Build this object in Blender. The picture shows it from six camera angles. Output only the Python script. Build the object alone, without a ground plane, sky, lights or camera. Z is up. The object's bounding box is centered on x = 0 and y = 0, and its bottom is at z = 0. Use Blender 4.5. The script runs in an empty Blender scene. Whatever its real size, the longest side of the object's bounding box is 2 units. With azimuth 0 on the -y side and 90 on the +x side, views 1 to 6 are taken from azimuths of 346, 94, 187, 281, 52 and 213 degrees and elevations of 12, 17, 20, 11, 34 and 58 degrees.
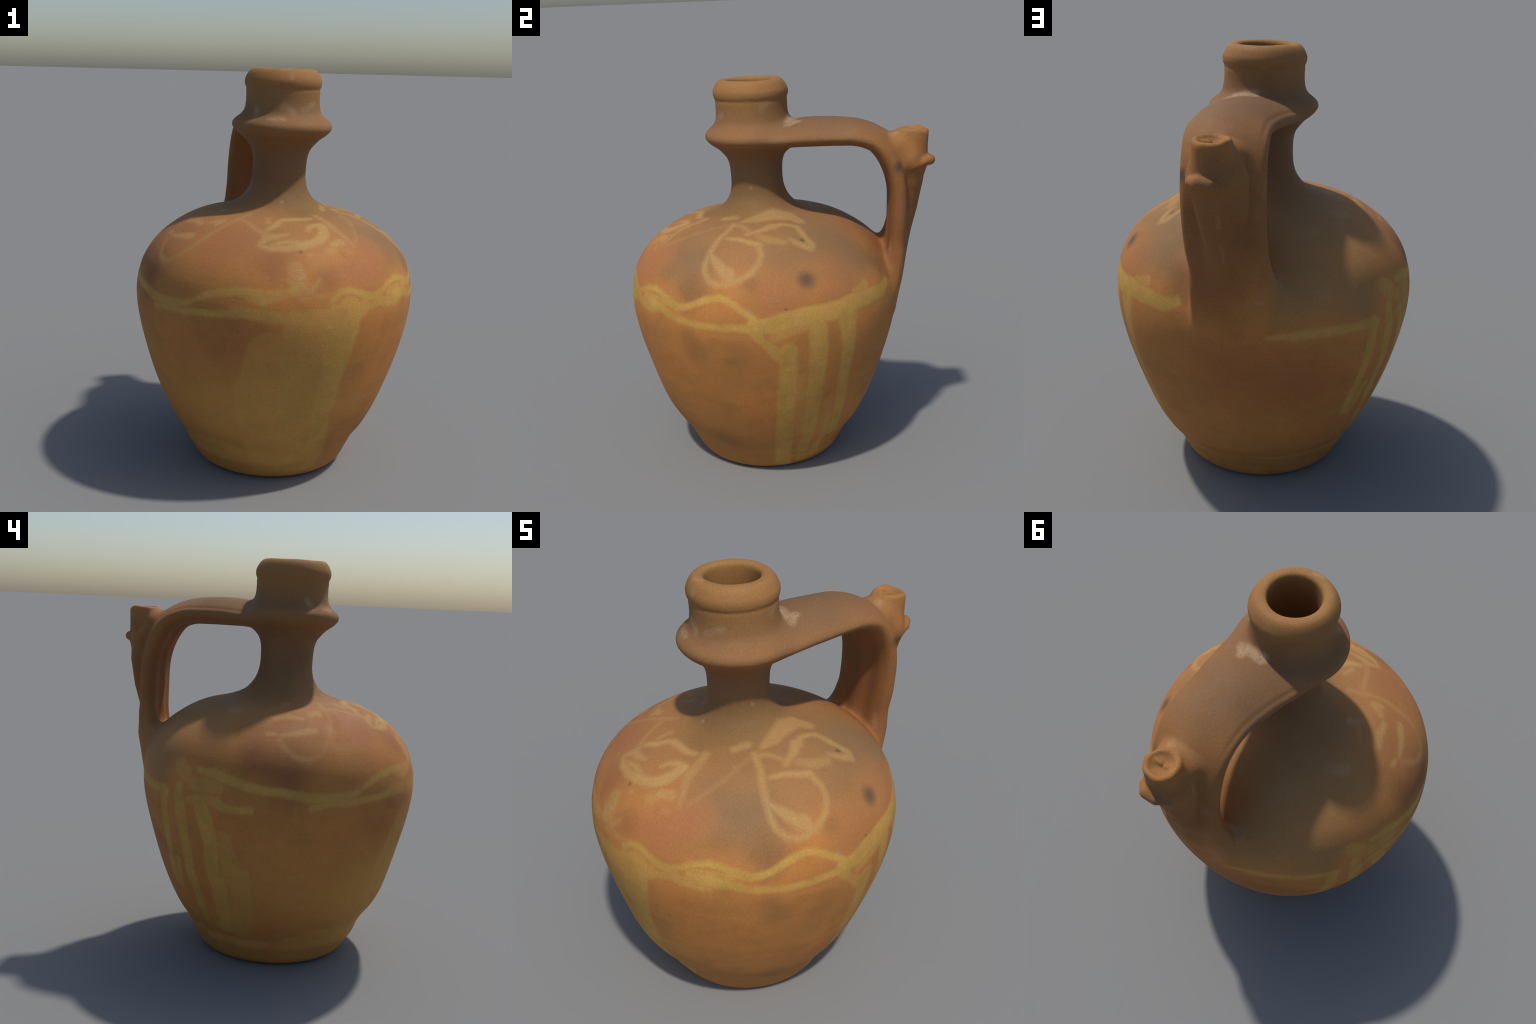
import bpy, math
import numpy as np

# =====================================================================
#  Earthenware water jug: wheel-thrown body with a double neck, a broad
#  strap handle bent at a knee, and a sealed sucking-spout on the handle.
#  The clay is one continuous surface: an implicit solid (lathe profile,
#  swept strap, tapered spout tube, ledge) blended with soft fillets,
#  polygonised once and then separated into its anatomical parts.
# =====================================================================

# ---------------------------------------------------------------- helpers
def smooth_interp(t, ts, vs):
    """monotone-ish cubic (PCHIP) interpolation through control points"""
    ts = np.asarray(ts, float); vs = np.asarray(vs, float)
    h = np.diff(ts); d = np.diff(vs) / h
    m = np.zeros(len(ts))
    for i in range(1, len(ts) - 1):
        if d[i - 1] * d[i] > 0:
            w1 = 2 * h[i] + h[i - 1]; w2 = h[i] + 2 * h[i - 1]
            m[i] = (w1 + w2) / (w1 / d[i - 1] + w2 / d[i])
    m[0] = d[0]; m[-1] = d[-1]
    t = np.clip(t, ts[0], ts[-1])
    i = np.clip(np.searchsorted(ts, t) - 1, 0, len(h) - 1)
    s = (t - ts[i]) / h[i]
    return ((2*s**3 - 3*s**2 + 1) * vs[i] + (s**3 - 2*s**2 + s) * h[i] * m[i]
            + (-2*s**3 + 3*s**2) * vs[i + 1] + (s**3 - s**2) * h[i] * m[i + 1])

def catmull(points, n):
    """dense Catmull-Rom chain through control points (any dimension)"""
    p = np.asarray(points, float)
    p = np.vstack([2 * p[0] - p[1], p, 2 * p[-1] - p[-2]])
    out = []
    for i in range(1, len(p) - 2):
        t = np.linspace(0, 1, n, endpoint=False)[:, None]
        a, b, c, d = p[i - 1], p[i], p[i + 1], p[i + 2]
        out.append(0.5 * (2*b + (c - a)*t + (2*a - 5*b + 4*c - d)*t**2 + (3*b - a - 3*c + d)*t**3))
    out.append(p[-2][None])
    return np.vstack(out)

def smin(a, b, k):
    h = np.maximum(k - np.abs(a - b), 0) / k
    return np.minimum(a, b) - h * h * h * k / 6.0

# ---------------------------------------------------------------- lathe
# outer profile (radius, height), from the foot up to the crown of the rim
OUTER = [(0.338, 0.000), (0.366, 0.007), (0.3870, 0.022), (0.4035, 0.050), (0.4185, 0.085),
         (0.4320, 0.112), (0.4560, 0.160), (0.4980, 0.220), (0.5400, 0.300), (0.5830, 0.400),
         (0.6195, 0.500), (0.6495, 0.600), (0.6755, 0.700), (0.6945, 0.800), (0.7015, 0.880),
         (0.6975, 0.950), (0.6870, 1.000), (0.6710, 1.050), (0.6440, 1.100), (0.6050, 1.150),
         (0.5490, 1.200), (0.4710, 1.250), (0.3980, 1.282), (0.3175, 1.302), (0.2560, 1.320), (0.1950, 1.350),
         (0.1540, 1.400), (0.1370, 1.450), (0.1330, 1.500), (0.1345, 1.550), (0.1385, 1.580),
         (0.1490, 1.610), (0.1680, 1.635), (0.1910, 1.660), (0.2240, 1.685), (0.2430, 1.707), (0.2480, 1.722),
         (0.2430, 1.740), (0.2260, 1.757), (0.2070, 1.772), (0.1900, 1.795), (0.1825, 1.830),
         (0.1810, 1.865), (0.1818, 1.884), (0.1820, 1.892), (0.1806, 1.899), (0.1812, 1.905), (0.1860, 1.912), (0.1895, 1.929),
         (0.1878, 1.948), (0.1755, 1.974), (0.1620, 1.990), (0.1480, 1.9975), (0.1300, 1.9985)]
# inside of the mouth, of the neck and of the hollow belly
INNER = [(0.1190, 1.994), (0.1130, 1.983), (0.1110, 1.955), (0.1100, 1.900), (0.1110, 1.840), (0.1080, 1.760),
         (0.1000, 1.680), (0.0900, 1.580), (0.0880, 1.480), (0.1050, 1.390), (0.2000, 1.310), (0.3300, 1.255),
         (0.4700, 1.190), (0.5700, 1.100), (0.6250, 1.000), (0.6450, 0.880), (0.6200, 0.700), (0.5600, 0.500),
         (0.4700, 0.300), (0.3900, 0.160), (0.3200, 0.070), (0.2200, 0.055), (0.0001, 0.055)]

def lathe_section():
    o = catmull(OUTER, 8); i = catmull(INNER, 8)
    return np.vstack([[(0.0, 0.0)], o, i])

SEC = lathe_section()
GR, GZ, GH = 0.86, (-0.06, 2.06), 0.004

def section_field():
    """signed distance to the section polygon on a fine (radius, height) grid"""
    nr = int(GR / GH) + 1; nz = int((GZ[1] - GZ[0]) / GH) + 1
    R, Z = np.meshgrid(np.arange(nr) * GH, GZ[0] + np.arange(nz) * GH, indexing='ij')
    P = np.stack([R.ravel(), Z.ravel()], 1)
    A = SEC; B = np.roll(SEC, -1, 0)
    best = np.full(len(P), 9e9); inside = np.zeros(len(P), bool)
    for a, b in zip(A, B):
        on_axis = a[0] < 1e-3 and b[0] < 1e-3
        e = b - a; l2 = e @ e
        if l2 < 1e-12: continue
        if not on_axis:
            q = P - a
            t = np.clip(q @ e / l2, 0, 1)
            d = q - t[:, None] * e
            best = np.minimum(best, (d * d).sum(1))
        if a[1] != b[1]:
            c = (a[1] > P[:, 1]) != (b[1] > P[:, 1])
            inside ^= c & (P[:, 0] < (b[0] - a[0]) * (P[:, 1] - a[1]) / (b[1] - a[1]) + a[0])
    s = np.sqrt(best) * np.where(inside, -1, 1)
    return s.reshape(R.shape)

FIELD = section_field()

# the axis wanders a little with height and the mouth leans, as on a hand-thrown pot
AXIS_Z = [0, 0.4, 0.8, 1.1, 1.3, 1.5, 1.65, 1.8, 2.0]
AXIS_X = [-0.005, -0.003, -0.0015, 0.000, 0.001, 0.008, 0.0135, 0.013, 0.0117]
AXIS_Y = [-0.096, -0.094, -0.091, -0.096, -0.099, -0.109, -0.1115, -0.1197, -0.1255]
LEAN_Z = [1.2, 1.7, 1.95]
LEAN_X = [0, -0.018, -0.006]
LEAN_Y = [0, 0.022, 0.008]
def levelled(x, y, z):
    """height measured along the leaning mouth"""
    return z - np.interp(z, LEAN_Z, LEAN_X) * x - np.interp(z, LEAN_Z, LEAN_Y) * y

def wobble(x, y, z):
    """faint throwing unevenness, a couple of millimetres"""
    return (0.0022 * np.sin(5.1 * x + 1.3 * np.sin(4 * y) + 3.7 * z + 0.4)
            + 0.0016 * np.sin(7.3 * y - 4.1 * z + 1.1 * np.sin(6 * x))
            + 0.0010 * np.sin(11 * x + 9 * y + 13 * z))

# (azimuth, height, angular spread, vertical spread, amount)
SWELLS = [(345, 0.32, 0.85, 0.14, 0.008), (315, 0.32, 0.5, 0.14, 0.008), (15, 0.34, 0.5, 0.14, 0.007),
          (140, 0.26, 0.45, 0.15, 0.010), (138, 0.70, 0.4, 0.22, 0.006), (200, 0.68, 0.33, 0.24, -0.009),
          (238, 0.72, 0.35, 0.22, 0.006), (325, 0.115, 0.90, 0.050, 0.014), (345, 0.22, 0.60, 0.05, -0.008)]

def sd_lathe(x, y, z):
    X = x - np.interp(z, AXIS_Z, AXIS_X); Y = y - np.interp(z, AXIS_Z, AXIS_Y)
    zz = levelled(X, Y, z)
    th = np.arctan2(Y, X)      # the lip is a little uneven
    zz = zz + np.clip((z - 1.88) / 0.08, 0, 1) * (0.0012 * np.sin(2 * th + 0.6) + 0.0006 * np.sin(5 * th) + 0.0012)
    r = np.hypot(X, Y)
    fr = np.clip(r / GH, 0, FIELD.shape[0] - 1.001); fz = np.clip((zz - GZ[0]) / GH, 0, FIELD.shape[1] - 1.001)
    i = fr.astype(int); j = fz.astype(int); a = fr - i; b = fz - j
    d = (FIELD[i, j] * (1-a) * (1-b) + FIELD[i+1, j] * a * (1-b) + FIELD[i, j+1] * (1-a) * b + FIELD[i+1, j+1] * a * b)
    over = np.maximum(r - GR, 0)
    w = np.clip((z - 0.1) / 0.2, 0, 1) * np.clip((1.5 - z) / 0.3, 0.25, 1)
    # the wall is not quite round: it swells and flattens here and there
    ang = np.arctan2(X, -Y)
    dent = np.zeros_like(d)
    for az, hz, spread, tall, amount in SWELLS:
        far = np.angle(np.exp(1j * (ang - math.radians(az))))
        dent += amount * np.exp(-(far / spread) ** 2 - ((z - hz) / tall) ** 2)
    return d + over + wobble(x, y, z) * w * 0.5 - dent

# ---------------------------------------------------------------- strap handle
# spine point, half width, half thickness, and the direction the outer face looks
STRAP = [  # x      y      z      width  thick  crown
    (0.030, -0.100, 1.718, 0.195, 0.042, 1.1),
    (0.038,  0.020, 1.723, 0.218, 0.055, 1.1),
    (0.058,  0.170, 1.733, 0.198, 0.064, 1.1),
    (0.072,  0.310, 1.733, 0.180, 0.063, 1.1),
    (0.077,  0.420, 1.722, 0.175, 0.058, 1.0),
    (0.074,  0.512, 1.676, 0.172, 0.056, 0.9),
    (0.069,  0.575, 1.580, 0.170, 0.052, 0.7),
    (0.064,  0.606, 1.460, 0.169, 0.046, 0.6),
    (0.056,  0.611, 1.320, 0.167, 0.046, 0.6),
    (0.040,  0.607, 1.200, 0.164, 0.047, 0.6),
    (0.036,  0.596, 1.080, 0.168, 0.052, 0.5),
    (0.033,  0.578, 0.960, 0.165, 0.053, 0.6),
    (0.033,  0.545, 0.840, 0.150, 0.048, 0.8)]
SP = catmull(STRAP, 10)
TAN = np.gradient(SP[:, :3], axis=0); TAN /= np.linalg.norm(TAN, axis=1)[:, None]
WID = np.tile(np.array([1.0, -0.08, 0.0]), (len(SP), 1))            # along the width, towards +x
WID[:, 1] = np.interp(SP[:, 1], [0.0, 0.3, 0.5, 0.6], [-0.26, -0.07, -0.02, 0.00])
WID[:, 2] = np.interp(SP[:, 2], [1.5, 1.7], [0.0, 0.0])
WID -= (WID * TAN).sum(1)[:, None] * TAN; WID /= np.linalg.norm(WID, axis=1)[:, None]
OUT = np.cross(WID, TAN)                                           # outer face

def strap_coords(x, y, z):
    P = np.stack([x, y, z], -1)
    coarse = np.arange(0, len(SP), 5)
    best = np.full(len(P), 9e9); idx = np.zeros(len(P), int)
    for c in coarse:
        d = (x - SP[c, 0]) ** 2 + (y - SP[c, 1]) ** 2 + (z - SP[c, 2]) ** 2
        m = d < best; best[m] = d[m]; idx[m] = c
    mid = idx.copy()
    for o in (-4, -3, -2, -1, 1, 2, 3, 4):
        c = np.clip(mid + o, 0, len(SP) - 1)
        d = (x - SP[c, 0]) ** 2 + (y - SP[c, 1]) ** 2 + (z - SP[c, 2]) ** 2
        m = d < best; best[m] = d[m]; idx[m] = c[m]
    q = P - SP[idx, :3]
    t = (q * TAN[idx]).sum(1)
    step = np.linalg.norm(SP[min(1, len(SP)-1), :3] - SP[0, :3])
    # refine along the chain so that the field is smooth between samples
    nxt = np.clip(idx + np.where(t > 0, 1, -1), 0, len(SP) - 1)
    seg = np.linalg.norm(SP[nxt, :3] - SP[idx, :3], axis=1) + 1e-9
    f = np.clip(np.abs(t) / seg, 0, 1)
    f = np.where(nxt == idx, 0, f)
    C = SP[idx] * (1 - f[:, None]) + SP[nxt] * f[:, None]
    W = WID[idx] * (1 - f[:, None]) + WID[nxt] * f[:, None]
    O = OUT[idx] * (1 - f[:, None]) + OUT[nxt] * f[:, None]
    T = TAN[idx] * (1 - f[:, None]) + TAN[nxt] * f[:, None]
    q = P - C[:, :3]
    return (q * W).sum(1), (q * O).sum(1), (q * T).sum(1), C, (idx + np.where(t > 0, f, -f)) / (len(SP) - 1)

def sd_strap(x, y, z):
    u, v, t, C, s = strap_coords(x, y, z)
    w, h = C[:, 3], C[:, 4]
    un = np.clip(u / w, -1, 1)
    # lens section: crowned outer face, flatter grooved inner face, rounded rims
    top = h * (1 - C[:, 5] * un ** 2); bot = -h * (1 - 0.5 * un ** 2)
    vv = v - 0.5 * (top + bot)
    half = 0.5 * (top - bot) + 0.005
    # finger grooves under the strap and a lip along one edge of its back
    half = half + np.where(vv < 0, 0.004 * np.cos(un * 9.0), 0)
    lip = np.exp(-((u + w - 0.022) / 0.008) ** 2) * np.clip((0.46 - s) / 0.1, 0, 1) * np.clip(s / .1, 0, 1)
    half = half - np.where(vv > 0, 0.005 * lip, 0)
    rr = 0.022
    du = np.abs(u) - (w - rr); dv = np.abs(vv) - (half - rr)
    d = np.hypot(np.maximum(du, 0), np.maximum(dv, 0)) + np.minimum(np.maximum(du, dv), 0) - rr
    d = np.maximum(d, np.abs(t) - 0.012)
    return d, s

# ---------------------------------------------------------------- tapered tubes
def sd_chain(x, y, z, nodes):
    """union of round cones through nodes (x, y, z, radius)"""
    best = np.full(x.shape, 9.0)
    N = np.asarray(nodes, float)
    for a, b in zip(N[:-1], N[1:]):
        e = b[:3] - a[:3]; l2 = e @ e
        qx, qy, qz = x - a[0], y - a[1], z - a[2]
        t = np.clip((qx * e[0] + qy * e[1] + qz * e[2]) / l2, 0, 1)
        d = np.sqrt((qx - t*e[0])**2 + (qy - t*e[1])**2 + (qz - t*e[2])**2) - (a[3] + t * (b[3] - a[3]))
        best = np.minimum(best, d)
    return best

# (x, y, z, radius) in space squeezed across the handle, so that the rib is broad
RIB_SQUEEZE = 0.62
RIB = [(0.070, 0.668, 1.570, 0.068), (0.062, 0.671, 1.470, 0.065), (0.056, 0.660, 1.340, 0.053),
       (0.060, 0.638, 1.230, 0.046), (0.050, 0.620, 1.080, 0.036), (0.050, 0.594, 0.950, 0.036)]
ROOT = [(-0.090, 0.595, 1.190, 0.030), (-0.105, 0.570, 1.090, 0.058), (-0.100, 0.555, 1.000, 0.040)]
FILL = [(0.076, 0.535, 1.670, 0.050), (0.080, 0.600, 1.645, 0.078), (0.080, 0.650, 1.590, 0.082)]
LEDGE = [(0.032, 0.744, 1.576, 0.014), (0.080, 0.763, 1.580, 0.024), (0.130, 0.760, 1.584, 0.027),
         (0.163, 0.730, 1.580, 0.020), (0.176, 0.690, 1.566, 0.012), (0.178, 0.660, 1.556, 0.006)]

SPOUT_TOP = np.array([0.088, 0.686, 1.738]); SPOUT_BASE = np.array([0.086, 0.668, 1.560])
def sd_spout(x, y, z):
    ax = SPOUT_TOP - SPOUT_BASE; L = np.linalg.norm(ax); ax = ax / L
    q = np.stack([x, y, z], -1) - SPOUT_BASE
    t = q @ ax
    rv = q - t[:, None] * ax
    r = np.linalg.norm(rv, axis=1)
    ang = np.arctan2(rv[:, 1], rv[:, 0])
    rad = 0.087 - 0.011 * np.clip(t / L, 0, 1) + 0.35 * np.minimum(t, 0) + 0.0022 * np.sin(3 * ang + 0.5) + 0.0012 * np.sin(7 * ang + 9 * t)
    rc = 0.015
    top = L + 0.004 * np.sin(2 * ang + 2.2) + 0.004 * np.sin(ang) + 0.0018 * np.sin(5 * ang + 1.0)
    du = r - (rad - rc); dt = np.maximum(t - (top - rc), -0.10 - t)
    d = np.hypot(np.maximum(du, 0), np.maximum(dt, 0)) + np.minimum(np.maximum(du, dt), 0) - rc
    # pressed-in, sealed mouth: a shallow dish crossed by a thin fold with a slit
    c = np.array([math.cos(math.radians(-6)), math.sin(math.radians(-6))])
    along = rv[:, 0] * c[0] + rv[:, 1] * c[1]; across = -rv[:, 0] * c[1] + rv[:, 1] * c[0]
    dish = 0.026 * np.clip(1 - (r / 0.056) ** 2, 0, 1) ** 0.7
    fold = 0.019 * np.exp(-((across + 0.006) / 0.008) ** 2) * np.clip(1 - (along / 0.05) ** 2, 0, 1)
    slit = 0.012 * np.exp(-((across - 0.010) / 0.006) ** 2) * np.clip(1 - (along / 0.03) ** 2, 0, 1)
    return d + (dish - fold + slit) * np.clip((t - (L - 0.05)) / 0.03, 0, 1)

def handle_group(x, y, z):
    """strap + rib + spout + ledge; returns field and the spout's own field"""
    st, s = sd_strap(x, y, z)
    q = RIB_SQUEEZE
    rib = sd_chain(0.075 + (x - 0.075) * q, y, z, RIB)
    d = smin(st, rib, 0.030)
    d = smin(d, sd_chain(0.075 + (x - 0.075) * 0.75, y, z, FILL), 0.050)
    d = smin(d, sd_chain(x, y, z, ROOT), 0.060)
    sp = sd_spout(x, y, z)
    d2 = smin(d, sp, 0.045)
    led = sd_chain(x, y, z, LEDGE)
    d3 = smin(d2, led, 0.020)
    return d3, np.minimum(sp, led)

BOX = ((-0.25, 0.33), (-0.20, 0.85), (0.73, 1.87))      # neighbourhood of the handle

def solid(x, y, z, want_parts=False):
    lat = sd_lathe(x, y, z)
    out = lat.copy()
    m = ((x > BOX[0][0]) & (x < BOX[0][1]) & (y > BOX[1][0]) & (y < BOX[1][1]) & (z > BOX[2][0]) & (z < BOX[2][1]))
    hg = np.full(x.shape, 9.0); sp = np.full(x.shape, 9.0)
    if m.any():
        a, b = handle_group(x[m], y[m], z[m])
        # the strap must not break through into the hollow of neck and belly
        zz = z[m]
        rho = np.hypot(x[m] - np.interp(zz, AXIS_Z, AXIS_X), y[m] - np.interp(zz, AXIS_Z, AXIS_Y))
        inner = np.interp(zz, [p[1] for p in INNER[::-1][1:]], [p[0] for p in INNER[::-1][1:]])
        guard = (inner + 0.02) - rho
        a = np.maximum(a, guard)
        fillet = np.where(zz > 1.45, 0.055, 0.075)
        out[m] = smin(out[m], a, fillet)
        hg[m] = a; sp[m] = b
    # flat standing base
    out = np.maximum(out, -z)
    if want_parts:
        return out, lat, hg, sp
    return out

# ---------------------------------------------------------------- polygonise (surface nets)
def polygonise(h=0.0094):
    x0, x1, y0, y1, z0, z1 = -0.74, 0.74, -0.84, 0.84, -0.03, 2.03
    xs = np.arange(x0, x1, h); ys = np.arange(y0, y1, h); zs = np.arange(z0, z1, h) + 0.0017
    V = np.empty((len(xs), len(ys), len(zs)), np.float32)
    for k in range(0, len(zs)):
        X, Y = np.meshgrid(xs, ys, indexing='ij')
        V[:, :, k] = solid(X.ravel(), Y.ravel(), np.full(X.size, zs[k])).reshape(X.shape)
    S = V < 0
    c = np.zeros(tuple(n - 1 for n in V.shape), np.uint8)
    corners = [(i, j, k) for i in (0, 1) for j in (0, 1) for k in (0, 1)]
    sl = lambda i, n: slice(i, n - 1 + i)
    nx, ny, nz = V.shape
    for (i, j, k) in corners:
        c += S[sl(i, nx), sl(j, ny), sl(k, nz)]
    cell = (c > 0) & (c < 8)
    idx = np.argwhere(cell)
    ids = np.full(cell.shape, -1, np.int64); ids[cell] = np.arange(len(idx))
    acc = np.zeros((len(idx), 3)); cnt = np.zeros(len(idx))
    for a in corners:
        for ax in range(3):
            if a[ax]: continue
            b = list(a); b[ax] = 1
            va = V[idx[:, 0]+a[0], idx[:, 1]+a[1], idx[:, 2]+a[2]]
            vb = V[idx[:, 0]+b[0], idx[:, 1]+b[1], idx[:, 2]+b[2]]
            cr = (va < 0) != (vb < 0)
            t = np.where(cr, va / np.where(va == vb, 1, va - vb), 0)
            p = np.tile(np.array(a, float), (len(idx), 1)); p[:, ax] = t
            acc[cr] += p[cr]; cnt[cr] += 1
    P = (idx + acc / cnt[:, None]) * h + np.array([xs[0], ys[0], zs[0]])
    faces = []
    for ax in range(3):
        o1, o2 = [(1, 2), (2, 0), (0, 1)][ax]
        n = [nx, ny, nz]
        s0 = [slice(1, m - 1) for m in n]; s1 = list(s0)
        s0[ax] = slice(0, n[ax] - 1); s1[ax] = slice(1, n[ax])
        A, B = S[tuple(s0)], S[tuple(s1)]
        e = np.argwhere(A != B)
        flip = A[tuple(e.T)]
        e = e + np.array([1 if q != ax else 0 for q in range(3)])
        def cid(d1, d2):
            f = e.copy(); f[:, o1] -= d1; f[:, o2] -= d2
            return ids[tuple(f.T)]
        q = np.stack([cid(1, 1), cid(0, 1), cid(0, 0), cid(1, 0)], 1)
        q[~flip] = q[~flip][:, ::-1]
        faces.append(q)
    return P, np.vstack(faces)

def gradient(P, e=0.0015):
    g = np.zeros_like(P)
    for a in range(3):
        d = np.zeros(3); d[a] = e
        g[:, a] = (solid(*(P + d).T) - solid(*(P - d).T)) / (2 * e)
    return g

def build_surface():
    P, Q = polygonise()
    for it in range(2):
        f = solid(*P.T); g = gradient(P)
        l2 = np.maximum((g * g).sum(1), 0.2)
        step = np.clip(f / l2, -0.006, 0.006)
        P = P - step[:, None] * g
        if it == 0:      # even out the lattice between the two projections
            nb = np.zeros_like(P); ct = np.zeros(len(P))
            for a, b in ((0, 1), (1, 2), (2, 3), (3, 0)):
                np.add.at(nb, Q[:, a], P[Q[:, b]]); np.add.at(ct, Q[:, a], 1)
                np.add.at(nb, Q[:, b], P[Q[:, a]]); np.add.at(ct, Q[:, b], 1)
            P = 0.45 * P + 0.55 * nb / ct[:, None]
    return P, Q

# ---------------------------------------------------------------- parts
def part_of(C):
    """name the region of each face centre"""
    out, lat, hg, sp = solid(*C.T, want_parts=True)
    x, y, z = C.T
    zz = levelled(x, y + 0.12, z)
    name = np.full(len(C), 'body', dtype=object)
    name[z < 0.115] = 'foot'
    name[zz > 1.325] = 'neck'
    name[(zz > 1.65) & (zz < 1.775)] = 'collar'
    name[zz > 1.903] = 'rim'
    strap = (hg < lat) & (z > 0.86) & (hg < 1)
    name[strap] = 'handle'
    name[strap & (sp < 0.004) & (z > 1.53)] = 'spout'
    return name

def stretches(name, C):
    """divide a part's faces into stretches that carry their own share of the painting"""
    if name in ('body', 'foot'):
        sector = ((np.degrees(np.arctan2(C[:, 0], -(C[:, 1] + 0.095))) + 360) % 360 // 30).astype(int)
        band = np.digitize(C[:, 2], [0.50, 0.88, 1.12, 1.24]) if name == 'body' else 0
        return sector * 5 + band
    return np.zeros(len(C), int)

def make_object(name, P, Q, N, parent):
    used, inv = np.unique(Q.ravel(), return_inverse=True)
    me = bpy.data.meshes.new(name)
    me.from_pydata(P[used].tolist(), [], inv.reshape(Q.shape).tolist())
    me.update()
    me.polygons.foreach_set('use_smooth', [True] * len(me.polygons))
    me.normals_split_custom_set_from_vertices(N[used].tolist())
    C = P[Q].mean(1)
    cell = stretches(name, C)
    slot = np.zeros(len(Q), np.int32)
    for i, c in enumerate(np.unique(cell)):
        me.materials.append(clay_material(C[cell == c][::3]))
        slot[cell == c] = i
    me.polygons.foreach_set('material_index', slot)
    ob = bpy.data.objects.new(name, me)
    bpy.context.scene.collection.objects.link(ob)
    ob.parent = parent
    return ob

def whole_normals(P, Q):
    n = np.cross(P[Q[:, 2]] - P[Q[:, 0]], P[Q[:, 3]] - P[Q[:, 1]])
    N = np.zeros_like(P)
    for a in range(4):
        np.add.at(N, Q[:, a], n)
    return N / np.maximum(np.linalg.norm(N, axis=1), 1e-12)[:, None]

# ---------------------------------------------------------------- slip painting (brush strokes on the wall of the pot)
# slip-trailed loop with an inner leaf and a branching spray (right shoulder):
# (opacity, [(azimuth in degrees, distance from the axis in mm, half width in mm), ...])
LOOP_MOTIF = [
    (0.75, [(65.4, 287, 13), (65.8, 374, 12), (65.2, 448, 12), (64.8, 511, 12), (65.3, 568, 12), (66.7, 603, 12), (69.8, 626, 12), (73.9, 635, 12), (78.4, 630, 12), (83.2, 618, 12), (88.1, 592, 12), (91.8, 555, 12), (93.2, 510, 12), (92.2, 469, 12)]),
    (0.9, [(70.6, 416, 7), (79.5, 416, 13), (86.8, 439, 14), (92.5, 451, 14)]),
    (0.85, [(66.3, 522, 11), (72.2, 566, 22), (76.6, 600, 27)]),
    (0.85, [(77.6, 595, 29), (79.1, 618, 21)]),
    (0.7, [(66.0, 292, 10), (76.3, 302, 10), (84.5, 355, 10)]),
    (0.8, [(83.1, 372, 12), (95.5, 332, 15), (104.5, 303, 20)]),
    (0.6, [(73.4, 258, 10), (88.8, 235, 25), (112.2, 213, 35), (131.5, 241, 31), (134.5, 300, 23)]),
    (0.75, [(104.0, 314, 17), (114.2, 294, 11), (122.9, 325, 11), (124.0, 377, 12), (122.6, 432, 13)]),
    (0.7, [(125.1, 339, 12), (122.6, 394, 13), (122.6, 446, 14), (123.2, 486, 18), (121.0, 504, 18)]),
    (0.75, [(112.5, 433, 9), (115.2, 466, 15), (120.0, 499, 16)]),
    (0.5, [(92.2, 385, 19), (98.3, 423, 24), (107.2, 445, 19)]),
    (0.6, [(47.4, 254, 13), (61.7, 234, 13)]),
]
# curling figure and its faint trailing lines (front shoulder):
# (opacity, [(azimuth in degrees, distance from the axis in mm, half width in mm), ...])
FIGURE_MOTIF = [
    (0.85, [(-19.5, 424, 11), (-15.0, 388, 15), (-12.2, 342, 14), (-8.6, 323, 16), (1.2, 321, 16), (10.5, 320, 16), (16.5, 314, 10)]),
    (0.6, [(-20.5, 368, 9), (-21.5, 342, 9), (-22.5, 312, 9)]),
    (0.6, [(-40.6, 361, 7), (-30.7, 402, 7), (-24.8, 441, 6), (-20.2, 465, 10)]),
    (0.85, [(-22.8, 523, 10), (-19.4, 480, 19), (-14.8, 473, 14), (-8.0, 456, 7)]),
    (0.95, [(-21.7, 530, 9), (-16.2, 540, 14), (-9.0, 536, 18), (-0.7, 523, 21), (6.9, 506, 21), (11.8, 479, 22), (15.5, 440, 23), (16.5, 400, 22), (12.9, 390, 14), (7.3, 406, 12), (4.9, 435, 8)]),
    (0.85, [(-16.5, 523, 10), (-10.5, 502, 13), (-4.1, 506, 14)]),
    (0.55, [(24.9, 302, 16), (24.9, 364, 19), (23.5, 417, 18), (24.3, 464, 13), (25.9, 512, 10), (26.9, 544, 7)]),
    (0.85, [(15.0, 530, 18), (20.4, 517, 21)]),
    (0.45, [(11.1, 555, 19), (14.5, 548, 14)]),
    (0.4, [(21.2, 570, 10), (23.0, 573, 6)]),
    (0.35, [(62.2, 296, 6), (46.4, 398, 6), (36.4, 481, 7), (30.0, 530, 7)]),
    (0.7, [(66.1, 293, 12), (65.4, 369, 11), (64.5, 436, 11), (64.2, 500, 11)]),
    (0.6, [(46.6, 252, 12), (58.8, 241, 12)]),
    (0.55, [(-6.3, 615, 30), (-5.6, 639, 31)]),
    (0.6, [(-9.1, 652, 8), (-5.9, 666, 35)]),
    (0.6, [(-4.4, 677, 10), (-0.6, 672, 13), (2.5, 652, 8)]),
]
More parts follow.
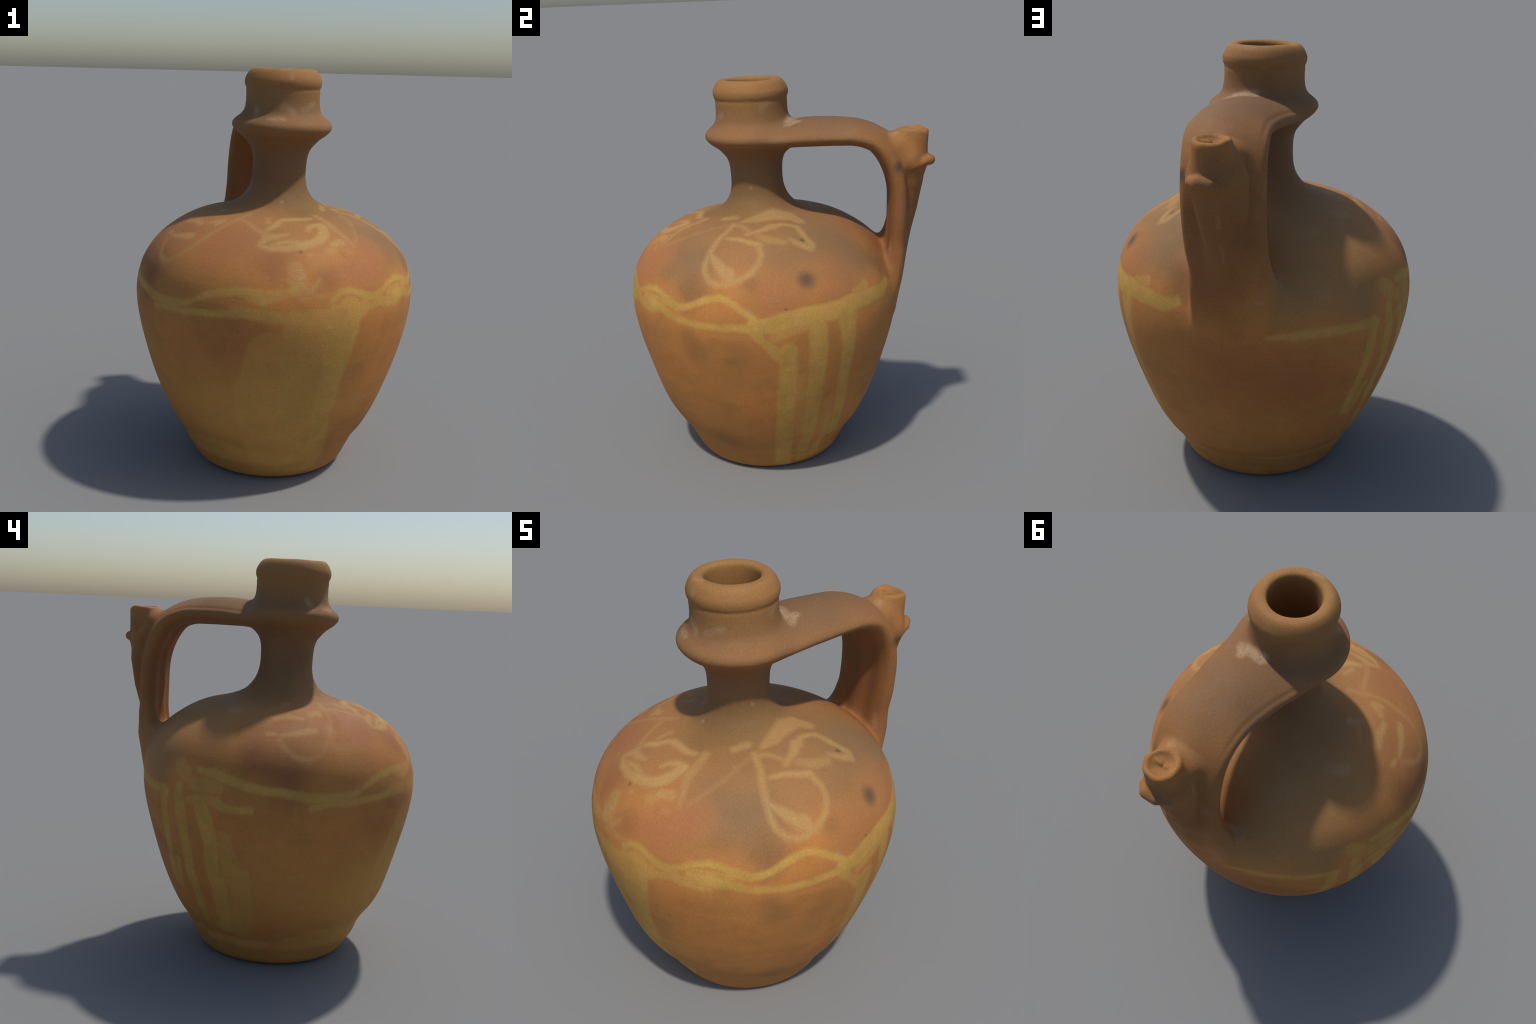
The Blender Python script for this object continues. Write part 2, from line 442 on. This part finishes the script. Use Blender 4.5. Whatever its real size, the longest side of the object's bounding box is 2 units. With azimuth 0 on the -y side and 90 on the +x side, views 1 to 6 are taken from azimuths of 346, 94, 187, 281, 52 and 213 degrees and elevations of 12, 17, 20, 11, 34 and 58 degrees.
# fainter leaf and ring (left shoulder):
# (opacity, [(azimuth in degrees, distance from the axis in mm, half width in mm), ...])
LEAF_MOTIF = [
    (0.8, [(-85.9, 546, 11), (-83.4, 547, 10)]),
    (0.85, [(-80.3, 552, 9), (-72.9, 543, 16), (-66.4, 528, 19), (-63.3, 526, 14)]),
    (0.6, [(-80.7, 574, 9), (-77.8, 610, 10), (-73.5, 635, 12), (-68.0, 644, 12), (-66.0, 638, 10)]),
    (0.45, [(-66.0, 638, 9), (-61.0, 614, 8), (-56.0, 556, 8), (-51.6, 477, 10), (-46.8, 384, 11), (-42.4, 290, 13)]),
    (0.65, [(-83.9, 457, 12), (-76.5, 436, 19), (-68.1, 444, 13)]),
    (0.65, [(-62.4, 426, 12), (-54.8, 395, 15), (-55.6, 426, 14)]),
    (0.5, [(-39.8, 352, 6), (-29.1, 410, 6), (-18.1, 468, 8)]),
    (0.5, [(-78.9, 294, 8), (-75.7, 292, 8)]),
    (0.35, [(-90.9, 382, 4), (-83.0, 350, 5), (-72.8, 334, 4)]),
    (0.3, [(-114.7, 417, 22), (-110.2, 415, 20)]),
]
# double wavy line round the belly:
# (opacity, [(azimuth in degrees, height in mm, half width in mm), ...])
WAVE_BAND = [
    (0.9, [(7.6, 1001, 12), (11.2, 1032, 13), (15.6, 1036, 14), (20.0, 1017, 15), (23.9, 998, 17), (28.4, 994, 16), (33.0, 1018, 14), (37.4, 1039, 13), (42.1, 1049, 13), (46.8, 1035, 14), (51.7, 1013, 18), (56.1, 999, 17)]),
    (0.9, [(56.4, 999, 15), (59.0, 1001, 15), (62.9, 1013, 15), (66.9, 1034, 15), (71.2, 1055, 14), (75.6, 1061, 14), (78.9, 1051, 13), (83.1, 1023, 13), (87.4, 987, 14), (90.1, 956, 17)]),
    (0.85, [(35.5, 995, 17), (41.8, 975, 25), (49.6, 961, 17), (56.1, 941, 15), (62.9, 931, 15), (69.6, 928, 15), (76.7, 928, 14), (83.4, 930, 14), (87.4, 924, 18)]),
    (0.85, [(29.1, 967, 15), (32.7, 951, 18), (39.7, 940, 14)]),
    (0.6, [(36.0, 1014, 11), (43.1, 996, 22), (49.2, 996, 17)]),
    (0.8, [(7.9, 963, 19), (11.9, 948, 33), (15.6, 918, 35), (22.2, 947, 19)]),
    (0.7, [(5.3, 904, 29), (11.1, 870, 34), (15.0, 837, 24)]),
    (0.75, [(24.0, 956, 18), (31.0, 967, 16), (37.1, 963, 14), (42.1, 946, 16)]),
    (0.85, [(-90.3, 971, 17), (-83.9, 964, 17), (-77.5, 960, 17), (-71.2, 947, 18), (-66.4, 939, 19), (-60.2, 937, 21), (-53.1, 944, 20), (-47.4, 960, 10)]),
    (0.85, [(-66.9, 897, 14), (-60.1, 911, 14), (-50.5, 916, 15), (-42.3, 922, 14), (-33.7, 931, 15), (-24.4, 942, 19)]),
    (0.75, [(-46.9, 967, 8), (-41.3, 1002, 14), (-37.1, 1020, 15), (-29.2, 1033, 16), (-20.3, 1033, 18)]),
    (0.45, [(-23.8, 1023, 25), (-19.0, 1012, 28), (-13.2, 1029, 20), (-6.8, 1043, 20)]),
    (0.6, [(-20.2, 1031, 15), (-18.4, 1001, 20)]),
    (0.4, [(-4.7, 1009, 9), (1.9, 1022, 9), (7.9, 1027, 7)]),
    (0.55, [(-29.6, 949, 17), (-23.1, 943, 23), (-14.8, 933, 23), (-6.6, 934, 20)]),
    (0.9, [(-112.2, 1023, 13), (-104.8, 1017, 20), (-98.8, 1003, 20), (-92.6, 980, 18), (-86.1, 967, 18), (-77.6, 960, 18), (-69.1, 944, 17)]),
    (0.7, [(-161.9, 894, 11), (-143.1, 902, 11), (-131.8, 911, 12)]),
    (0.45, [(-122.2, 1032, 32), (-118.5, 997, 37)]),
    (0.5, [(-114.1, 958, 26), (-107.8, 962, 31), (-102.9, 962, 26)]),
    (0.8, [(-103.2, 883, 18), (-98.5, 867, 18), (-89.8, 874, 16)]),
    (0.65, [(-115.0, 887, 16), (-108.2, 901, 19), (-102.3, 895, 19)]),
    (0.75, [(-170.6, 903, 11), (-159.0, 908, 16), (-145.8, 906, 19), (-128.0, 892, 17)]),
]
# thick band under the handle and the runs that dripped from it:
# (opacity, [(azimuth in degrees, height in mm, half width in mm), ...])
THICK_BAND_AND_DRIPS = [
    (0.95, [(88.3, 948, 20), (94.7, 938, 34), (101.4, 956, 37), (108.2, 968, 39), (115.3, 969, 39), (122.9, 970, 38), (131.8, 984, 38), (140.2, 984, 33), (150.2, 980, 27), (156.0, 1005, 20)]),
    (0.95, [(89.4, 921, 32), (91.4, 869, 18)]),
    (0.55, [(133.0, 1029, 13), (139.9, 1041, 22)]),
    (0.6, [(91.8, 863, 16), (97.2, 799, 29), (101.7, 756, 38)]),
    (0.4, [(96.6, 872, 16), (102.0, 900, 16), (107.4, 909, 16)]),
    (0.8, [(101.9, 806, 37), (101.9, 664, 42), (101.6, 525, 41), (101.5, 323, 37)]),
    (0.28, [(108.6, 639, 38), (108.5, 512, 47), (108.0, 311, 49)]),
    (0.22, [(122.3, 472, 28), (124.0, 263, 35)]),
    (0.6, [(96.8, 922, 26), (104.7, 919, 29), (110.2, 932, 27)]),
    (0.75, [(101.4, 571, 42), (101.3, 402, 40), (101.8, 229, 40), (102.2, 23, 35)]),
    (0.8, [(113.8, 903, 43), (114.3, 770, 41), (114.1, 639, 41), (114.1, 498, 39), (114.0, 296, 36)]),
    (0.6, [(115.3, 348, 33), (115.6, 195, 30), (116.3, 57, 26)]),
    (0.85, [(127.5, 913, 46), (127.9, 792, 34), (127.8, 663, 32), (129.3, 482, 31), (132.1, 231, 31)]),
    (0.65, [(125.1, 338, 25), (126.5, 184, 24), (125.8, 67, 21)]),
    (0.6, [(106.9, 90, 10), (125.8, 67, 12), (146.7, 73, 11)]),
    (0.65, [(-10.9, 925, 20), (-2.5, 929, 30), (6.2, 924, 35), (14.8, 934, 36), (21.3, 955, 31)]),
    (0.75, [(14.8, 950, 58), (13.0, 862, 64), (10.7, 753, 68), (9.7, 636, 54), (8.6, 441, 46), (10.4, 194, 41)]),
    (0.45, [(-7.5, 923, 37), (-8.6, 768, 32), (-9.2, 565, 33), (-8.0, 281, 37)]),
    (0.5, [(-0.1, 875, 86), (-0.8, 797, 72)]),
    (0.3, [(-15.2, 750, 101), (-16.7, 528, 134), (-13.3, 176, 126)]),
    (0.38, [(-3.1, 766, 101), (-0.3, 471, 120), (4.6, 144, 112)]),
    (0.8, [(-130.0, 901, 24), (-129.7, 772, 27), (-130.7, 621, 24), (-133.7, 419, 21)]),
    (0.85, [(-120.7, 934, 23), (-119.6, 827, 32), (-118.8, 657, 29), (-119.8, 464, 25)]),
    (0.85, [(-110.1, 876, 35), (-107.7, 798, 38), (-106.0, 688, 33), (-107.1, 498, 31)]),
    (0.35, [(-100.5, 727, 31), (-98.8, 614, 42), (-97.5, 519, 43)]),
    (0.8, [(-126.5, 557, 19), (-130.3, 402, 13)]),
    (0.65, [(-119.4, 473, 28), (-118.3, 366, 25), (-118.7, 249, 19)]),
    (0.6, [(-104.9, 511, 37), (-104.8, 365, 37), (-106.2, 223, 35)]),
    (0.35, [(-94.1, 532, 45), (-94.4, 387, 46), (-96.6, 223, 48)]),
    (0.55, [(-54.7, 212, 26), (-38.5, 197, 32), (-19.2, 178, 19)]),
    (0.6, [(-70.0, 177, 16), (-57.0, 204, 22), (-42.3, 215, 23), (-13.0, 170, 17)]),
    (0.4, [(-125.9, 124, 23), (-108.2, 134, 26), (-85.8, 136, 26)]),
    (0.45, [(-179.5, 169, 9), (-152.3, 164, 11), (-128.5, 161, 13)]),
]

def on_wall(az, radius=None, height=None):
    """point on the outer wall at an azimuth (0 = -y, 90 = +x)"""
    wall = [p for p in OUTER if p[1] < 1.36]
    if height is None:                      # shoulder: addressed by distance from the axis
        up = [p for p in wall if p[1] > 0.87][::-1]
        height = float(np.interp(radius, [p[0] for p in up], [p[1] for p in up]))
    else:
        radius = float(np.interp(height, [p[1] for p in wall], [p[0] for p in wall]))
    a = math.radians(az)
    return (float(np.interp(height, AXIS_Z, AXIS_X)) + radius * math.sin(a),
            float(np.interp(height, AXIS_Z, AXIS_Y)) - radius * math.cos(a), height)

def strokes_3d(motif, shoulder):
    for opacity, pts in motif:
        row = []
        for az, q, w in pts:
            p = on_wall(az, radius=q / 1000) if shoulder else on_wall(az, height=q / 1000)
            row.append((p, w / 1000 * 1.10 + 0.0008))
        if len(row) == 1: row = row * 2
        for (a, ra), (b, rb) in zip(row[:-1], row[1:]):
            yield a, b, ra, rb, opacity ** (1.0 if shoulder else 0.75)

# soft colour clouds left by the firing, plus one painted crevice shade: (colour, centre, radius, opacity)
CLOUDS = [
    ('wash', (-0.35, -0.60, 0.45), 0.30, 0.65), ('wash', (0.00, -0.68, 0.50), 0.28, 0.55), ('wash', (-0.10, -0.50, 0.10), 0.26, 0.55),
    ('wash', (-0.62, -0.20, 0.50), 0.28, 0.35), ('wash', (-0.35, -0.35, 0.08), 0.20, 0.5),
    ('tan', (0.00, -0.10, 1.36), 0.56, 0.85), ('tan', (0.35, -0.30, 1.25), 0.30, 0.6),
    ('cloud', (0.39, -0.45, 1.22), 0.20, 0.75), ('cloud', (0.50, -0.40, 1.16), 0.15, 0.65), ('cloud', (0.51, 0.05, 1.21), 0.20, 0.7),
    ('cloud', (0.30, 0.20, 1.28), 0.22, 0.8), ('smoke', (0.01, -0.11, 1.50), 0.22, 0.7),
    ('cloud', (0.21, 0.02, 1.32), 0.16, 0.3), ('cloud', (0.40, 0.30, 1.22), 0.20, 0.8),
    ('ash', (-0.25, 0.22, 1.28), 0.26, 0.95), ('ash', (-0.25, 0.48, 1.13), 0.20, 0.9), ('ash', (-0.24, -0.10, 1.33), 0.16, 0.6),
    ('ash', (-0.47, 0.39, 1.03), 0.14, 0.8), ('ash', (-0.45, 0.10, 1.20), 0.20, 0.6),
    ('cloud', (0.36, 0.38, 1.18), 0.14, 0.7), ('tan', (0.33, -0.34, 1.28), 0.12, 0.7), ('tan', (0.30, -0.10, 1.30), 0.22, 0.6), ('tan', (0.51, -0.19, 1.22), 0.12, 0.4),
    ('bright', (0.30, -0.61, 1.16), 0.13, 0.85), ('bright', (0.22, -0.70, 1.10), 0.13, 0.7), ('bright', (0.64, -0.03, 1.08), 0.13, 0.5),
    ('bright', (0.52, 0.29, 1.10), 0.15, 0.55), ('bright', (0.65, 0.05, 1.05), 0.10, 0.45), ('bright', (-0.31, -0.54, 1.20), 0.16, 0.2),
    ('umber', (0.58, -0.40, 1.07), 0.09, 0.6), ('umber', (0.63, -0.12, 1.12), 0.05, 0.4), ('umber', (0.44, -0.54, 1.12), 0.06, 0.35),
    ('umber', (0.26, 0.47, 1.13), 0.09, 0.6), ('umber', (0.28, 0.49, 1.08), 0.08, 0.5),
    ('umber', (0.62, -0.39, 0.79), 0.08, 0.40), ('umber', (0.69, -0.18, 0.79), 0.08, 0.30), ('umber', (0.62, -0.43, 0.87), 0.06, 0.35),
    ('umber', (0.46, -0.30, 0.23), 0.09, 0.35),
    ('plum', (-0.16, -0.68, 1.15), 0.12, 0.5), ('plum', (-0.66, -0.25, 1.04), 0.14, 0.75), ('plum', (-0.64, -0.10, 1.09), 0.10, 0.6),
    ('plum', (-0.50, -0.05, 1.12), 0.12, 0.3), ('plum', (0.07, -0.75, 1.08), 0.08, 0.4),
    ('rose', (-0.30, -0.50, 1.20), 0.20, 0.7), ('rose', (-0.50, -0.25, 1.20), 0.20, 0.6), ('tan', (-0.10, -0.50, 1.28), 0.20, 0.5), ('rose', (0.09, -0.72, 1.12), 0.08, 0.3),
    ('rust', (0.03, 0.58, 0.71), 0.28, 0.7), ('rust', (-0.26, 0.52, 0.65), 0.22, 0.7), ('rust', (-0.36, -0.68, 0.82), 0.20, 0.35),
    ('rust', (-0.34, -0.69, 0.78), 0.12, 0.2), ('rust', (0.12, 0.64, 1.10), 0.14, 0.4),
    # smoke-browned upper parts: neck, strap, and the inside of the mouth
    ('smoke', (0.01, -0.11, 1.70), 0.42, 0.9), ('smoke', (0.07, 0.30, 1.74), 0.36, 0.9), ('russet', (0.07, 0.61, 1.40), 0.36, 0.9),
    ('russet', (0.12, 0.57, 1.14), 0.16, 0.7), ('olive', (0.16, -0.18, 1.38), 0.16, 0.6), ('olive', (0.05, -0.30, 1.34), 0.14, 0.6),
    ('honey', (0.01, -0.125, 2.02), 0.24, 0.85), ('honey', (0.08, 0.66, 1.77), 0.10, 0.7), ('smoke', (0.07, 0.77, 1.64), 0.09, 0.7),
    ('soot_and_shade', (0.58, 0.14, 1.12), 0.050, 0.8), ('soot_and_shade', (0.228, 0.600, 1.570), 0.032, 0.9),  # second one: shade of the crevice between strap and rib, put into the colour
    ('soot_and_shade', (0.393, 0.125, 1.258), 0.014, 0.8), ('soot_and_shade', (-0.03, -0.652, 1.195), 0.012, 0.5), ('soot_and_shade', (-0.049, 0.662, 1.237), 0.010, 0.8),
    ('soot_and_shade', (0.668, 0.045, 1.008), 0.008, 0.6),
]
CLAY_COLOURS = {
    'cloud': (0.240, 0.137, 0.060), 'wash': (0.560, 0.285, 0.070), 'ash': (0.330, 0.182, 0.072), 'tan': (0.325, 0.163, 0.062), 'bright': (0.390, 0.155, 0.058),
    'umber': (0.210, 0.105, 0.042), 'plum': (0.235, 0.085, 0.040), 'rose': (0.350, 0.140, 0.056), 'rust': (0.350, 0.122, 0.040),
    'smoke': (0.188, 0.103, 0.050), 'russet': (0.225, 0.093, 0.034), 'olive': (0.190, 0.108, 0.034), 'honey': (0.335, 0.172, 0.052),
    'soot_and_shade': (0.095, 0.066, 0.045)}
# chalky scuffs and lime specks: (from, to, half width, opacity)
SCUFFS = [
    ((0.125, 0.070, 1.780), (0.030, 0.085, 1.806), 0.026, 0.80), ((0.150, 0.060, 1.765), (0.118, 0.110, 1.790), 0.018, 0.75),
    ((0.177, 0.550, 1.170), (0.190, 0.545, 1.120), 0.018, 0.68), ((0.160, 0.540, 1.175), (0.100, 0.520, 1.190), 0.012, 0.60),
    ((-0.027, -0.300, 1.820), (0.010, -0.310, 1.800), 0.016, 0.45), ((-0.148, -0.226, 1.805), (-0.148, -0.240, 1.775), 0.012, 0.52),
    ((-0.101, -0.301, 1.763), (-0.040, -0.325, 1.763), 0.012, 0.52), ((0.003, -0.306, 1.962), (0.004, -0.308, 1.952), 0.008, 0.60),
    ((-0.035, -0.273, 1.992), (0.010, -0.270, 1.994), 0.006, 0.60), ((0.125, -0.264, 1.833), (0.060, -0.290, 1.800), 0.014, 0.45),
    ((0.167, -0.029, 1.898), (0.175, -0.060, 1.870), 0.020, 0.30),
    ((0.064, 0.754, 1.515), (0.063, 0.750, 1.490), 0.007, 0.30), ((0.060, 0.738, 1.450), (0.056, 0.728, 1.405), 0.0035, 0.6),
    ((0.051, 0.709, 1.330), (0.044, 0.690, 1.255), 0.002, 0.35), ((-0.066, 0.622, 1.590), (-0.075, 0.630, 1.540), 0.008, 0.25),
    ((-0.065, 0.654, 1.500), (-0.070, 0.640, 1.430), 0.014, 0.15), ((-0.142, 0.509, 1.135), (-0.150, 0.505, 1.110), 0.014, 0.3),
    ((0.122, 0.748, 1.690), (0.118, 0.750, 1.655), 0.006, 0.3), ((0.130, 0.575, 1.718), (0.120, 0.590, 1.716), 0.020, 0.3),
    ((-0.024, -0.279, 1.365), (-0.022, -0.279, 1.366), 0.005, 0.8), ((0.012, -0.667, 1.184), (0.004, -0.669, 1.179), 0.004, 0.7),
    ((-0.284, -0.731, 0.929), (-0.288, -0.730, 0.928), 0.003, 0.6), ((0.682, -0.125, 1.008), (0.683, -0.119, 1.006), 0.005, 0.75),
    ((0.262, -0.326, 1.294), (0.268, -0.322, 1.296), 0.003, 0.6), ((-0.080, 0.645, 1.073), (-0.094, 0.643, 1.074), 0.003, 0.9),
    ((-0.014, 0.060, 1.910), (-0.004, 0.061, 1.911), 0.003, 0.7), ((-0.672, -0.295, 0.895), (-0.670, -0.300, 0.888), 0.006, 0.35),
    ((-0.328, 0.099, 1.288), (-0.401, 0.049, 1.272), 0.026, 0.22),
    ((-0.284, -0.163, 1.310), (-0.305, -0.178, 1.304), 0.016, 0.3),
    ((-0.210, 0.317, 1.255), (-0.260, 0.261, 1.265), 0.035, 0.12),
    ((-0.120, 0.523, 1.142), (-0.151, 0.542, 1.126), 0.025, 0.25),
    ((-0.312, 0.494, 1.062), (-0.352, 0.474, 1.056), 0.02, 0.18),
    ((-0.153, 0.073, 1.332), (-0.225, 0.128, 1.303), 0.03, 0.08),
    ((-0.052, -0.738, 1.090), (-0.040, -0.740, 1.100), 0.006, 0.6), ((0.139, -0.130, 1.465), (0.139, -0.132, 1.467), 0.0035, 0.6),
]

class Nodes:
    """small helper to write shader graphs"""
    def __init__(self, tree): self.t = tree
    def new(self, kind, **kw):
        n = self.t.nodes.new(kind)
        for k, v in kw.items(): setattr(n, k, v)
        return n
    def link(self, a, b): self.t.links.new(a, b)
    def put(self, sock, v):
        if isinstance(v, bpy.types.NodeSocket): self.link(v, sock)
        else: sock.default_value = v
    def math(self, op, a, b=None, c=None, clamp=False):
        n = self.new('ShaderNodeMath', operation=op, use_clamp=clamp)
        self.put(n.inputs[0], a)
        if b is not None: self.put(n.inputs[1], b)
        if c is not None: self.put(n.inputs[2], c)
        return n.outputs[0]
    def vec(self, op, a, b=None, scale=None):
        n = self.new('ShaderNodeVectorMath', operation=op)
        self.put(n.inputs[0], a)
        if b is not None: self.put(n.inputs[1], b)
        if scale is not None: self.put(n.inputs['Scale'], scale)
        return n.outputs['Value'] if op in ('DOT_PRODUCT', 'DISTANCE', 'LENGTH') else n.outputs['Vector']
    def noise(self, p, scale, detail=3.0, rough=0.55, stretch=None):
        if stretch:
            p = self.vec('MULTIPLY', p, stretch)
        n = self.new('ShaderNodeTexNoise'); self.link(p, n.inputs['Vector'])
        n.inputs['Scale'].default_value = scale; n.inputs['Detail'].default_value = detail
        n.inputs['Roughness'].default_value = rough
        return n.outputs['Fac'], n.outputs['Color']
    def ramp(self, v, lo, hi, a=0.0, b=1.0):
        n = self.new('ShaderNodeMapRange', interpolation_type='SMOOTHSTEP')
        self.put(n.inputs['Value'], v)
        n.inputs['From Min'].default_value = lo; n.inputs['From Max'].default_value = hi
        n.inputs['To Min'].default_value = a; n.inputs['To Max'].default_value = b
        return n.outputs['Result']
    def mix(self, fac, a, b, mode='MIX'):
        n = self.new('ShaderNodeMix', data_type='RGBA', blend_type=mode)
        self.put(n.inputs[0], fac); 
        for s, v in ((n.inputs[6], a), (n.inputs[7], b)):
            self.put(s, v if isinstance(v, bpy.types.NodeSocket) else (*v, 1.0))
        return n.outputs[2]

def brush_group():
    """mask of one tapering brush stroke segment, joined (max) to the strokes before it"""
    g = bpy.data.node_groups.new('brush_segment', 'ShaderNodeTree')
    for nm, ty in (('P', 'NodeSocketVector'), ('A', 'NodeSocketVector'), ('AB', 'NodeSocketVector'), ('Dir', 'NodeSocketVector'),
                   ('Start', 'NodeSocketFloat'), ('Grow', 'NodeSocketFloat'), ('Edge', 'NodeSocketFloat'),
                   ('Opacity', 'NodeSocketFloat'), ('Before', 'NodeSocketFloat')):
        g.interface.new_socket(nm, in_out='INPUT', socket_type=ty)
    g.interface.new_socket('Mask', in_out='OUTPUT', socket_type='NodeSocketFloat')
    N = Nodes(g); i = N.new('NodeGroupInput').outputs; o = N.new('NodeGroupOutput')
    # the strokes are laid one after another: each waits for the mask before it
    wait = N.new('ShaderNodeVectorMath', operation='MULTIPLY_ADD')
    N.link(i['Before'], wait.inputs[0]); wait.inputs[1].default_value = (1e-7, 1e-7, 1e-7); N.link(i['P'], wait.inputs[2])
    q = N.vec('SUBTRACT', wait.outputs[0], i['A'])
    h = N.math('ADD', N.vec('DOT_PRODUCT', q, i['Dir']), 0.0, clamp=True)
    d = N.vec('DISTANCE', q, N.vec('SCALE', i['AB'], scale=h))
    d = N.math('SUBTRACT', d, N.math('MULTIPLY_ADD', h, i['Grow'], i['Start']))
    m = N.math('MULTIPLY_ADD', N.math('DIVIDE', d, i['Edge']), -0.5, 0.5, clamp=True)
    m = N.math('MULTIPLY', m, i['Opacity'])
    N.link(N.math('MAXIMUM', m, i['Before']), o.inputs['Mask'])
    return g

def paint(N, group, P, segments, edge):
    prev = 0.0
    if not segments: return None
    for a, b, ra, rb, op in segments:
        a = np.array(a); b = np.array(b); ab = b - a; l2 = max(float(ab @ ab), 1e-8)
        n = N.new('ShaderNodeGroup'); n.node_tree = group
        N.link(P, n.inputs['P'])
        n.inputs['A'].default_value = a; n.inputs['AB'].default_value = ab; n.inputs['Dir'].default_value = ab / l2
        n.inputs['Start'].default_value = ra; n.inputs['Grow'].default_value = rb - ra
        n.inputs['Edge'].default_value = edge; n.inputs['Opacity'].default_value = op
        N.put(n.inputs['Before'], prev)
        prev = n.outputs['Mask']
    return prev

BRUSH = None
def near_faces(C, a, b, reach):
    """does the segment a-b come within reach of any of the points C?"""
    a = np.array(a); ab = np.array(b) - a; l2 = max(float(ab @ ab), 1e-9)
    q = C - a
    t = np.clip(q @ ab / l2, 0, 1)
    return bool((((q - t[:, None] * ab) ** 2).sum(1) < reach * reach).any())

def clay_material(C):
    """the one clay, with those marks that touch the stretch of wall around the points C"""
    global BRUSH
    if BRUSH is None: BRUSH = brush_group()
    m = bpy.data.materials.new('fired_clay_with_slip'); m.use_nodes = True
    N = Nodes(m.node_tree)
    bsdf = m.node_tree.nodes['Principled BSDF']
    P = N.new('ShaderNodeTexCoord').outputs['Object']
    # ---- uneven fired clay
    big, _ = N.noise(P, 2.6, 2.0, 0.6)
    mid, _ = N.noise(P, 9.0, 4.0, 0.6)
    turn, _ = N.noise(P, 3.0, 3.0, 0.6, stretch=(1.0, 1.0, 7.0))      # bands left by the wheel
    fine, _ = N.noise(P, 160.0, 2.0, 0.6)
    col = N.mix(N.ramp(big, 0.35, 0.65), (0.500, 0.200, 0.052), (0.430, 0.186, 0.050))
    col = N.mix(N.ramp(mid, 0.48, 0.72, 0.0, 0.45), col, (0.345, 0.158, 0.046))
    col = N.mix(N.ramp(turn, 0.50, 0.72, 0.0, 0.35), col, (0.530, 0.225, 0.062))
    # ---- firing clouds, with drifting edges, and the painted crevice shade
    _, wc = N.noise(P, 4.5, 3.0, 0.6)
    drift = N.vec('ADD', P, N.vec('SCALE', N.vec('SUBTRACT', wc, (0.5, 0.5, 0.5)), scale=0.16))
    for name, c, r, op in CLOUDS:
        if not near_faces(C, c, c, r * 1.4 + (0.10 if r > 0.06 else 0.02)): continue
        src = drift if r > 0.06 else P
        d = N.vec('DISTANCE', src, c)
        col = N.mix(N.ramp(d, r * 1.4, r * (0.1 if r > 0.02 else 0.25), 0.0, op), col, CLAY_COLOURS[name])
    # ---- slip painting
    _, w1 = N.noise(P, 14.0, 2.0, 0.6)
    hand = N.vec('ADD', P, N.vec('SCALE', N.vec('SUBTRACT', w1, (0.5, 0.5, 0.5)), scale=0.014))
    g = BRUSH
    touching = lambda segs: [t for t in segs if near_faces(C, t[0], t[1], max(t[2], t[3]) + 0.035)]
    worn, _ = N.noise(P, 7.0, 4.0, 0.65)
    wear = N.ramp(worn, 0.30, 0.64, 1.0, 0.74)
    pale = paint(N, g, hand, touching([s for mot in (LOOP_MOTIF, FIGURE_MOTIF, LEAF_MOTIF) for s in strokes_3d(mot, True)]), 0.011)
    band = paint(N, g, hand, touching([s for mot in (WAVE_BAND, THICK_BAND_AND_DRIPS) for s in strokes_3d(mot, False)]), 0.008)
    if pale is not None: col = N.mix(N.math('MULTIPLY', pale, wear), col, (0.470, 0.276, 0.094))
    if band is not None:
        ochre = N.mix(N.ramp(mid, 0.40, 0.66), (0.560, 0.325, 0.078), (0.480, 0.295, 0.064))
        runs, _ = N.noise(P, 22.0, 3.0, 0.6, stretch=(1.0, 1.0, 0.12))     # streaks where the slip ran down
        band = N.math('MULTIPLY', band, N.ramp(runs, 0.34, 0.60, 0.86, 1.0))
        col = N.mix(N.math('MULTIPLY', band, wear), col, ochre)
    # ---- scuffs and lime specks
    scuff = paint(N, g, hand, touching([(a, b, w, w, op) for a, b, w, op in SCUFFS]), 0.010)
    if scuff is not None:
        patchy, _ = N.noise(P, 45.0, 3.0, 0.7)
        col = N.mix(N.math('MULTIPLY', scuff, N.ramp(patchy, 0.30, 0.62, 0.35, 1.0)), col, (0.430, 0.290, 0.170))
    # ---- grain
    grain = N.ramp(fine, 0.30, 0.70, 0.90, 1.08)
    mul = N.new('ShaderNodeCombineXYZ')
    for s in mul.inputs: N.link(grain, s)
    col = N.mix(1.0, col, mul.outputs[0], 'MULTIPLY')
    N.link(col, bsdf.inputs['Base Color'])
    N.link(N.ramp(mid, 0.3, 0.7, 0.66, 0.82), bsdf.inputs['Roughness'])
    bsdf.inputs['Specular IOR Level'].default_value = 0.24
    bump = N.new('ShaderNodeBump'); bump.inputs['Strength'].default_value = 0.12; bump.inputs['Distance'].default_value = 0.004
    lines, _ = N.noise(P, 6.0, 2.0, 0.6, stretch=(1.0, 1.0, 14.0))
    N.link(N.math('ADD', N.math('MULTIPLY', fine, 0.5), lines), bump.inputs['Height'])
    N.link(bump.outputs['Normal'], bsdf.inputs['Normal'])
    return m

# ---------------------------------------------------------------- assemble
def main():
    P, Q = build_surface()
    N = whole_normals(P, Q)
    jug = bpy.data.objects.new('water_jug', None)
    bpy.context.scene.collection.objects.link(jug)
    jug['label'] = 'orange-brown earthenware water jug with strap handle and pale slip painting'
    jug['category'] = 'clay jug'
    names = part_of(P[Q].mean(1))
    for n in ('body', 'foot', 'neck', 'collar', 'rim', 'handle', 'spout'):
        q = Q[names == n]
        if len(q):
            make_object(n, P, q, N, jug)

main()
